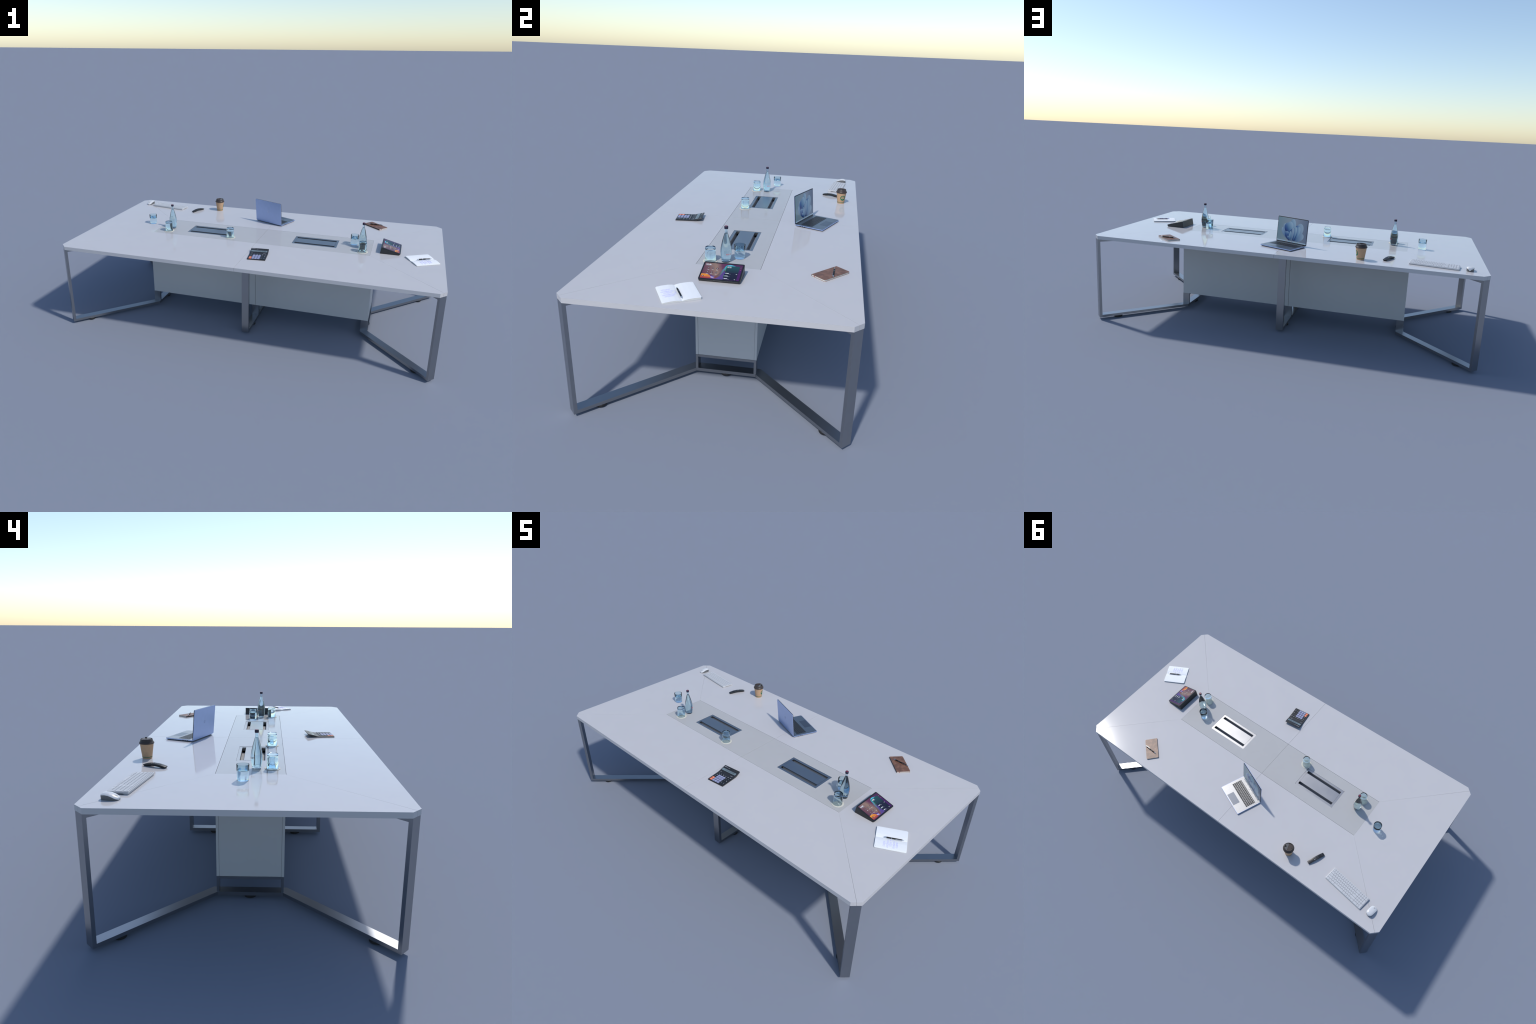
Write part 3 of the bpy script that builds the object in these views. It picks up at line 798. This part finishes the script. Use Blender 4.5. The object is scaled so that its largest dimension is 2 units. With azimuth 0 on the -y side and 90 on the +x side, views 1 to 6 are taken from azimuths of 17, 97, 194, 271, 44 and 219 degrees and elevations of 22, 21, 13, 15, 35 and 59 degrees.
# ================================================================== COFFEE CUP
def build_cup():
    C = thing("coffee_cup", "brown paper coffee cup with dark plastic lid", "cup", (-0.4105, 0.4118, TZ), 24)
    kraft = material("kraft_paper", (0.50, 0.315, 0.185), rough=0.75, vary=0.05, scale=120, bump=0.1, bump_scale=700)
    green = material("print_green", (0.018, 0.150, 0.070), rough=0.7, vary=0.05)
    lidm = material("cup_lid_brown", (0.050, 0.038, 0.034), rough=0.40, spec=0.35, vary=0.05)
    hole = material("hole_black", (0.004, 0.004, 0.004), rough=0.9)
    R0, R1, H = 0.0187, 0.0270, 0.0625
    rad = lambda z: R0 + (R1 - R0) * z / H
    put("cup_wall", lathe("cup_wall", [(0, 0.003), (R0 - 0.0012, 0.003), (R0 - 0.001, 0.0), (R0 - 0.0002, 0.0), (R0, 0.0004), (rad(0.03), 0.03), (R1, H), (R1 - 0.0008, H), (0, H - 0.0005)], 64), kraft, C)

    def wrap(name, pts, mat, lift):
        """thin printed patch that follows the cone: pts are (angle, z) polygon rings"""
        bm = bmesh.new()
        for quad in pts:
            f = []
            for a, z in quad:
                f.append(bm.verts.new(((rad(z) + lift) * cos(a), (rad(z) + lift) * sin(a), z)))
            for a, z in quad:
                f.append(bm.verts.new(((rad(z) - 0.0003) * cos(a), (rad(z) - 0.0003) * sin(a), z)))
            n = len(quad)
            bm.faces.new(f[:n])
            for i in range(n):
                j = (i + 1) % n
                bm.faces.new((f[i], f[n + i], f[n + j], f[j]))
        put(name, finish(bm, name, 30), mat, C)
    band = []
    for i in range(72):
        a, b = 2 * pi * i / 72, 2 * pi * (i + 1) / 72
        band.append([(a, 0.0064), (b, 0.0064), (b, 0.0087), (a, 0.0087)])
    wrap("green_band", band, green, 0.00015)
    # round badge: green ring, with a plain owl-like face of simple shapes inside
    zc, rr = 0.0325, 0.0142
    ringq = []

    def pt(r, a):
        z = zc + r * sin(a)
        return (r * cos(a) / rad(zc), z)
    for i in range(40):
        a, b = 2 * pi * i / 40, 2 * pi * (i + 1) / 40
        inner = lambda t: rr * (0.62 + 0.10 * sin(t))
        ringq.append([pt(inner(a), a), pt(rr, a), pt(rr, b), pt(inner(b), b)])
    wrap("round_badge", ringq, green, 0.00018)
    inside = []
    for sx in (-1, 1):
        for i in range(14):
            a, b = 2 * pi * i / 14, 2 * pi * (i + 1) / 14
            c = (sx * 0.0036, 0.0030)
            q = [(c[0] + 0.0016 * cos(a), c[1] + 0.0016 * sin(a)), (c[0] + 0.0026 * cos(a), c[1] + 0.0026 * sin(a)),
                 (c[0] + 0.0026 * cos(b), c[1] + 0.0026 * sin(b)), (c[0] + 0.0016 * cos(b), c[1] + 0.0016 * sin(b))]
            inside.append([(x / rad(zc), zc + z) for x, z in q])
        q = [(sx * 0.0010, -0.0075), (sx * 0.0062, -0.0055), (sx * 0.0062, -0.0035), (sx * 0.0010, -0.0050)]
        inside.append([(x / rad(zc), zc + z) for x, z in q])
    inside.append([(x / rad(zc), zc + z) for x, z in ((-0.0016, -0.001), (0.0016, -0.001), (0.0003, -0.0042), (-0.0003, -0.0042))])
    inside.append([(x / rad(zc), zc + z) for x, z in ((-0.0055, 0.0062), (0.0055, 0.0062), (0.0045, 0.0074), (-0.0045, 0.0074))])
    wrap("badge_sign", inside, green, 0.00018)
    lid = put("cup_lid", lathe("cup_lid", [(R1 - 0.0004, H - 0.0035), (R1 + 0.0012, H - 0.0035), (R1 + 0.0022, H - 0.0022), (R1 + 0.0022, H + 0.0012), (R1 + 0.0014, H + 0.0020),
                                   (R1 + 0.0004, H + 0.0030), (0.0245, H + 0.0085), (0.0236, H + 0.0138), (0.0228, H + 0.0148), (0.0216, H + 0.0148), (0.0208, H + 0.0138), (0.0204, H + 0.0112), (0, H + 0.0108)], 64), lidm, C, rot=(0, 0, pi - 0.1))
    # drinking step: half moon that slopes up to the rim, with the mouth opening
    half = [(0.0202 * cos(a), 0.0202 * sin(a)) for a in [radians(100 + 160 * i / 20) for i in range(21)]]
    bm = bmesh.new()
    up = [bm.verts.new((x, y, H + 0.0109 + max(0, -x) / 0.0202 * 0.0042)) for x, y in half]
    dn = [bm.verts.new((x, y, H + 0.0100)) for x, y in half]
    n = len(half)
    bm.faces.new(up)
    for i in range(n):
        j = (i + 1) % n
        bm.faces.new((up[i], dn[i], dn[j], up[j]))
    step = put("drinking_step", finish(bm, "drinking_step", 30), material("cup_lid_glint_tint", (0.16, 0.15, 0.14), rough=0.34), lid)  # lid brown paled here: sun glint on the step put into its colour
    put("drinking_hole", lathe("drinking_hole", [(0, 0.0007), (0.0034, 0.0007), (0.0038, 0), (0, 0)], 20), hole, lid, (-0.0150, 0, H + 0.0140))
    put("drinking_tab", prism("drinking_tab", round_rect(0.0050, 0.0068, 0.0018), H + 0.0135, H + 0.0172, 0.0008), hole, lid, (-0.0192, 0.0, 0))
    put("air_hole", lathe("air_hole", [(0, 0.0004), (0.0020, 0.0004), (0.0022, 0), (0, 0)], 16), hole, lid, (0.0165, 0, H + 0.0109))


# ================================================================== REMOTE CONTROL
def build_remote():
    R = thing("remote_control", "slim black curved remote control", "remote", (-0.5432, 0.3531, TZ), 0)
    R.rotation_euler = (0, 0, atan2(0.3972 - 0.3090, -0.5245 + 0.5618))   # local x runs to the plain end
    L, W = 0.0955, 0.0185

    def top(x):
        return 0.0142 - 0.0072 * (x / (L / 2)) ** 2

    def low(x):
        return max(0.0, 0.0046 - 0.0070 * (x / (L / 2 * 0.9)) ** 2)
    secs = []
    n = 26
    for i in range(n + 1):
        x = -L / 2 + L * i / n
        xl = x * 0.93
        zt, zl = top(x), low(x) * 0.9
        e = 0.0010
        zm = zl + (zt - zl) * 0.72
        w = W / 2
        secs.append([(xl, -w * 0.62, zl), (xl, w * 0.62, zl), (xl + (x - xl) * 0.6, w * 0.95, zl + (zm - zl) * 0.7), (x, w, zm + (zt - zm) * 0.5), (x, w - e * 0.4, zt - 0.0002), (x, w - e, zt),
                     (x, -w + e, zt), (x, -w + e * 0.4, zt - 0.0002), (x, -w, zm + (zt - zm) * 0.5), (xl + (x - xl) * 0.6, -w * 0.95, zl + (zm - zl) * 0.7)])
    black = material("remote_black", (0.016, 0.017, 0.019), rough=0.38, vary=0.1, scale=100)
    put("remote_body", loft("remote_body", secs, angle=40), black, R)
    dark = material("remote_button", (0.008, 0.008, 0.010), rough=0.3)
    grey = material("remote_grey", (0.10, 0.10, 0.11), rough=0.4)
    btn = lathe("button", [(0, 0.0006), (0.0010, 0.0006), (0.0013, 0.0002), (0.0013, -0.0005), (0, -0.0005)], 16)
    btn.materials.append(grey)
    sl = lambda x: -math.atan(2 * 0.0072 * x / (L / 2) ** 2) * -1
    for x, y in ((-0.043, 0.0055), (-0.036, 0.004), (-0.036, -0.004), (-0.033, 0), (-0.0115, 0.0045), (-0.0115, -0.0045), (-0.0095, 0), (-0.003, 0.005), (-0.003, -0.005)):
        put("button", btn, None, R, (x, y, top(x)), (0, sl(x), 0))
    ring = ring_plate("direction_ring", [(0.0058 * cos(i * pi / 16), 0.0058 * sin(i * pi / 16)) for i in range(32)],
                      [(0.0032 * cos(i * pi / 16), 0.0032 * sin(i * pi / 16)) for i in range(32)], -0.0004, 0.0005, 0.0002)
    put("direction_ring", ring, dark, R, (-0.0215, 0, top(-0.0215)), (0, sl(-0.0215), 0))
    for y in (-0.0042, 0.0042):
        put("rocker_button", prism("rocker_button", round_rect(0.0072, 0.0044, 0.0015), -0.0005, 0.0008, 0.0003), grey, R, (0.0055, y, top(0.0055)), (0, sl(0.0055), 0))
    put("remote_label", prism("remote_label", round_rect(0.0030, 0.0018, 0.0005), -0.0002, 0.0002), INK_WHITE, R, (0.0120, 0.0045, top(0.012) + 0.0001), (0, sl(0.012), 0))
    put("remote_label", joined("remote_label", [(box("r", -0.0005, 0.0005, y, y + 0.0014, 0, 0.0001), Matrix.Identity(4)) for y in (-0.0045, -0.0022, 0.0001, 0.0024)]),
        material("grey_mark", (0.42, 0.42, 0.45), rough=0.5), R, (0.0435, 0, top(0.0435) + 0.0001), (0, sl(0.0435), 0), stuff=True)


# ================================================================== KEYBOARD + MOUSE
def build_keyboard():
    K = thing("computer_keyboard", "flat white wireless keyboard with number pad", "keyboard", (-0.7577, 0.3859, TZ), 172.3)
    W, D = 0.2300, 0.0735
    shell = material("keyboard_shell", (0.52, 0.53, 0.55), rough=0.35, vary=0.01)
    plate = material("keyboard_plate", (0.33, 0.34, 0.36), rough=0.5, vary=0.01)
    keym = material("keyboard_key_white", (0.54, 0.55, 0.57), rough=0.42, vary=0.015)
    # side profile (y, z): thin front lip, thick battery bulge at the back
    f, b = -D / 2, D / 2
    z_at = lambda y: 0.0070 + (y - f) / D * 0.0034
    prof = [(f + 0.0014, 0.0006), (f, 0.0024), (f, 0.0052), (f + 0.0020, 0.0071), (b - 0.006, z_at(b - 0.006) + 0.0002), (b - 0.0022, 0.0102), (b, 0.0086), (b + 0.0006, 0.0050), (b - 0.001, 0.0012),
            (b - 0.004, 0.0), (b - 0.014, 0.0), (b - 0.018, 0.0030), (f + 0.012, 0.0016), (f + 0.010, 0.0), (f + 0.004, 0.0)]
    secs = []
    for x, k in ((-W / 2, 0.955), (-W / 2 + 0.0008, 0.985), (-W / 2 + 0.0026, 1.0), (W / 2 - 0.0026, 1.0), (W / 2 - 0.0008, 0.985), (W / 2, 0.955)):
        secs.append([(x, y * k, z if k == 1 else 0.0045 + (z - 0.0045) * (0.93 if k > 0.97 else 0.8)) for y, z in prof])
    put("keyboard_body", loft("keyboard_body", secs, angle=32), shell, K)
    slope = math.atan(0.0034 / D)
    pl = put("key_bed", prism("key_bed", round_rect(0.2235, 0.0685, 0.002), -0.0008, 0.0002, 0.0001, 1), plate, K, (0, 0.0003, z_at(0.0003)), (slope, 0, 0))
    u = 0.01172
    rows = [(0.0318, 0.0066, [1] * 19), (0.0222, 0.0109, [1] * 13 + [2] + [1] * 4), (0.0092, 0.0109, [1.5] + [1] * 12 + [1.5] + [1] * 3 + ["T"]),
            (-0.0038, 0.0109, [1.75] + [1] * 11 + [2.25] + [1] * 3), (-0.0168, 0.0109, [2.25] + [1] * 10 + [2.75] + [1] * 3 + ["T"]),
            (-0.0298, 0.0109, [1.5, 1.25, 1.5, 5, 1.25, 1, 1, 1, 1.5, 2, 1])]
    cache = {}
    for y, h, row in rows:
        x = -19 * u / 2
        for k in row:
            tall = k == "T"
            k = 1 if tall else k
            hh = h + 0.013 if tall else h
            w = round(k * u - 0.0015, 5)
            if (w, hh) not in cache:
                me = prism("key", round_rect(w, hh, 0.0023, seg=3), 0, 0.0011, 0.0004, 2)
                me.materials.append(keym)
                cache[(w, hh)] = me
            put("key", cache[(w, hh)], None, pl, (x + k * u / 2, y - (0.0065 if tall else 0), 0.0001))
            x += k * u


def build_mouse():
    M = thing("computer_mouse", "small white computer mouse with dark grey sides", "mouse", (-0.9168, 0.4085, TZ), 0)
    M.rotation_euler = (0, 0, radians(170))            # local +y = front of the mouse
    L, W = 0.0605, 0.0340
    white = material("mouse_white", (0.62, 0.63, 0.65), rough=0.20, vary=0.01, coat=0.3)
    grey = material("mouse_grey", (0.13, 0.135, 0.14), rough=0.5, vary=0.03)

    def crest(t):       # t from back -1 to front +1
        pts = [(-1.0, 0.0045), (-0.985, 0.0100), (-0.95, 0.0150), (-0.88, 0.0182), (-0.7, 0.0208), (-0.4, 0.0217), (0.0, 0.0203), (0.4, 0.0162), (0.75, 0.0112), (0.93, 0.0086), (1.0, 0.0066)]
        for (a, za), (b, zb) in zip(pts, pts[1:]):
            if t <= b:
                s = (t - a) / (b - a)
                return za + (zb - za) * s
        return pts[-1][1]

    def half(t):
        return W / 2 * (1 - abs(t) ** 4.6) ** 0.45 if abs(t) < 1 else 0.0
    ts = [-cos(pi * i / 32) for i in range(33)]
    ts = [max(-0.9985, min(0.9985, t)) for t in ts]
    nx = 16
    bm = bmesh.new()
    rows_t, rows_b = [], []
    for t in ts:
        w = max(half(t), 0.0006)
        y = t * L / 2
        z = crest(t)
        up, dn = [], []
        for i in range(nx + 1):
            s = -1 + 2 * i / nx
            zz = z - 0.0044 * abs(s) ** 2.6 * (1.0 if t > -0.9 else max(0.0, (t + 1) * 10))
            up.append(bm.verts.new((w * s, y, zz)))
            dn.append(bm.verts.new((w * s * 0.97, y * 0.985, zz - 0.0014)))
        rows_t.append(up)
        rows_b.append(dn)
    for rows, flip in ((rows_t, False), (rows_b, True)):
        for a, b in zip(rows, rows[1:]):
            for i in range(nx):
                q = (a[i], a[i + 1], b[i + 1], b[i])
                bm.faces.new(q[::-1] if flip else q)
    for a, b, c, d in zip(rows_t, rows_t[1:], rows_b, rows_b[1:]):
        bm.faces.new((a[0], b[0], d[0], c[0]))
        bm.faces.new((a[-1], c[-1], d[-1], b[-1]))
    for k in (0, -1):
        for i in range(nx):
            bm.faces.new((rows_t[k][i], rows_t[k][i + 1], rows_b[k][i + 1], rows_b[k][i]))
    put("mouse_shell", finish(bm, "mouse_shell", 50), white, M)
    secs = []
    bm = bmesh.new()
    lo, hi = [], []
    outline = [(half(t), t * L / 2 * 0.975, t) for t in ts] + [(-half(t), t * L / 2 * 0.975, t) for t in reversed(ts)]
    for x, y, t in outline:
        lo.append(bm.verts.new((x * 0.93, y * 0.98, 0.0004)))
        hi.append(bm.verts.new((x * 0.965, y, max(0.0012, crest(t) - 0.0050))))
    n = len(outline)
    for i in range(n):
        j = (i + 1) % n
        bm.faces.new((lo[i], lo[j], hi[j], hi[i]))
    bm.faces.new(lo[::-1])
    put("mouse_side", finish(bm, "mouse_side", 40), grey, M)
    z = crest(0.62)
    put("scroll_wheel", prism("scroll_wheel", round_rect(0.0062, 0.0100, 0.0028), -0.001, 0.0007, 0.0005), material("wheel_grey", (0.40, 0.41, 0.42), rough=0.45), M,
        (0, 0.62 * L / 2, z), (-0.32, 0, 0))
    for x in (-0.009, 0.009):
        put("glide_pad", box("glide_pad", x - 0.004, x + 0.004, -0.012, 0.012, 0, 0.0006), DARK_RUBBER, M)


# ================================================================== BOTTLES, GLASSES, COASTERS
GLASS = glass_material("blue_glass", (0.83, 0.94, 0.982), 0.0, 1.45)
FILLED = glass_material("filled_blue_glass", (0.74, 0.90, 0.97), 0.0, 1.38)
WATER = glass_material("water", (0.93, 0.98, 0.995), 0.0, 1.33)


def build_bottle(x, y, turn):
    B = thing("water_bottle", "blue glass water bottle with dark screw cap", "bottle", (x, y, TZ), turn)
    outer = smooth_profile([(0.0166, 0.0016), (0.0174, 0.0085), (0.0198, 0.0220), (0.0217, 0.0400), (0.0212, 0.0530), (0.0186, 0.0690), (0.0145, 0.0875), (0.0100, 0.1040), (0.0066, 0.1160), (0.0055, 0.1260), (0.0054, 0.1335)], 6)
    wall = 0.0011
    level = 0.1152
    inner = [(r - wall, z) for r, z in outer if z > 0.006]
    prof = [(0, 0.0042), (0.008, 0.0034), (0.0128, 0.0010), (0.0145, 0.0), (0.0158, 0.0002)] + outer + [(0.0052, 0.1342), (0.0044, 0.1340)] + inner[::-1] + [(0.0120, 0.0062), (0.0, 0.0085)]
    put("bottle_glass", lathe("bottle_glass", prof, 64, 40), GLASS, B)
    e = 0.00012
    wp = [(0, 0.0085 - e), (0.0120, 0.0062 - e)] + [(r + e, z) for r, z in inner if z < level]
    wp += [(wp[-1][0] - 0.0001, level + 0.0001), (0, level - 0.0001)]
    put("bottle_water", lathe("bottle_water", wp, 64, 40), WATER, B)
    navy = material("cap_navy", (0.018, 0.016, 0.045), rough=0.45)
    bm_prof = [(0.0056, 0.1330), (0.0070, 0.1330), (0.0072, 0.1336), (0.0072, 0.1430), (0.0066, 0.1437), (0.0058, 0.1439)]
    put("bottle_cap", lathe("bottle_cap", bm_prof + [(0, 0.1437)], 36), navy, B)
    put("cap_disc", lathe("cap_disc", [(0, 0.1441), (0.0056, 0.1441), (0.0059, 0.1436), (0, 0.1434)], 30), material("cap_maroon", (0.17, 0.016, 0.038), rough=0.4), B)
    ribs = [(box("rib", 0.0070, 0.0075, -0.0002, 0.0002, 0.1342, 0.1426), Matrix.Rotation(2 * pi * i / 30, 4, "Z")) for i in range(30)]
    put("cap_rib", joined("cap_rib", ribs), navy, B, stuff=True)
    # red lettering and a grey ring printed on the belly; local +x faces the reader
    def rad(z):
        for (r0, z0), (r1, z1) in zip(outer, outer[1:]):
            if z <= z1:
                return r0 + (r1 - r0) * (z - z0) / (z1 - z0)
        return 0.005
    red = material("label_red", (0.62, 0.06, 0.06), rough=0.5)
    greyp = material("label_grey", (0.16, 0.22, 0.27), rough=0.5)

    def stroke(paths, name, mat, r):
        out = []
        for p in paths:
            fine = []
            for (a0, z0), (a1, z1) in zip(p, p[1:]):
                for i in range(5):
                    a, z = a0 + (a1 - a0) * i / 4, z0 + (z1 - z0) * i / 4
                    R = rad(z) + 0.0001
                    fine.append((R * cos(a), R * sin(a), z))
            out.append(fine)
        put(name, tube(name, out, r, 5), mat, B, stuff=True)
    z0, h, w = 0.0335, 0.0052, 0.165
    glyphs = [[[(0, 0), (0, 1), (.6, 1), (.6, .55), (0, .5), (.6, 0)]], [[(0, 0), (0, 1), (.7, 1), (.7, 0), (0, 0)]], [[(0, 0), (.6, 1)], [(0, 1), (.6, 0)]], [[(0, 1), (0, 0), (.5, 0)]], [[(0, 0), (.35, 1), (.7, 0)]], [[(0, 0), (0, 1)]]]
    paths = []
    for k, g in enumerate(glyphs):
        for p in g:
            paths.append([(-0.50 + (k + px) * w, z0 + pz * h) for px, pz in p])
    stroke(paths, "red_lettering", red, 0.00032)
    stroke([[(0.16 * cos(t) + 0.02, 0.0470 + 0.0040 * sin(t)) for t in [2 * pi * i / 18 for i in range(15)]]], "ring_mark", greyp, 0.00030)


def tumbler_profile(h=0.0560):
    r0, r1 = 0.0201, 0.0222
    return [(0, 0.0006), (0.0150, 0.0006), (r0 - 0.0018, 0.0), (r0 - 0.0006, 0.0004), (r0, 0.0018), (r0 + 0.3 * (r1 - r0), h * 0.3), (r1 - 0.0002, h - 0.0008), (r1 - 0.0005, h), (r1 - 0.0010, h),
            (r1 - 0.0013, h - 0.0008), (r0 + 0.3 * (r1 - r0) - 0.0013, h * 0.34), (r0 - 0.0012, 0.0105), (r0 - 0.0026, 0.0082), (0.012, 0.0074), (0, 0.0072)]


def build_glasses():
    me = lathe("tumbler", tumbler_profile(), 64, 40)
    me.materials.append(GLASS)
    # half full: glass and water are one clear body, closed inside by the water's free surface, which is a part of its own
    level = 0.0345
    cut = tumbler_profile()[:10] + [(0.02005, level), (0.0192, level - 0.0005), (0, level - 0.0006)]
    full = lathe("tumbler", cut, 64, 40)
    parts = []
    for name, want in (("tumbler", False), ("glass_water", True)):
        bm = bmesh.new()
        bm.from_mesh(full)
        gone = [f for f in bm.faces if (all(abs(v.co.z - level) < 0.0008 and hypot(v.co.x, v.co.y) < 0.0201 for v in f.verts)) != want]
        bmesh.ops.delete(bm, geom=gone, context="FACES")
        m = bpy.data.meshes.new(name)
        bm.to_mesh(m)
        bm.free()
        m.materials.append(FILLED)
        parts.append(m)
    body, water = parts
    for x, y in ((0.5255, 0.0260), (-0.7015, 0.0238)):
        g = thing("drinking_glass", "clear blue tumbler half full of water", "glass", (x, y, TZ))
        put("tumbler", body, None, g)
        put("glass_water", water, None, g)
    disc = lathe("coaster_disc", [(0, 0.0), (0.0288, 0.0), (0.0290, 0.0004), (0.0288, 0.0011), (0.0284, 0.0012), (0, 0.0012)], 64)
    disc.materials.append(material("cream_card", (0.59, 0.58, 0.51), rough=0.8, vary=0.04, scale=80))
    for x, y in ((0.5812, -0.0785), (-0.5475, -0.0770), (-0.1655, -0.0775)):
        g = thing("drinking_glass", "clear blue tumbler standing upside down", "glass", (x, y, TZ + 0.0013))
        put("tumbler", me, None, g, (0, 0, 0.0560), (pi, 0, 0))
        c = thing("coaster", "thin round cream paper coaster", "coaster", (x, y, TZ + 0.0001))
        put("coaster_disc", disc, None, c)


build_table()
build_laptop()
build_tablet()
build_open_notebook()
build_pen((0.8591, -0.1282), (0.9336, -0.0865), TZ + 0.0092, 0.5)
build_leather_notebook()
build_pen((0.5663, 0.3985), (0.6547, 0.3947), TZ + 0.0098)
build_calculator()
build_cup()
build_remote()
build_keyboard()
build_mouse()
build_bottle(0.5728, -0.0190, 44)
build_bottle(-0.5478, -0.0190, 40)
build_glasses()
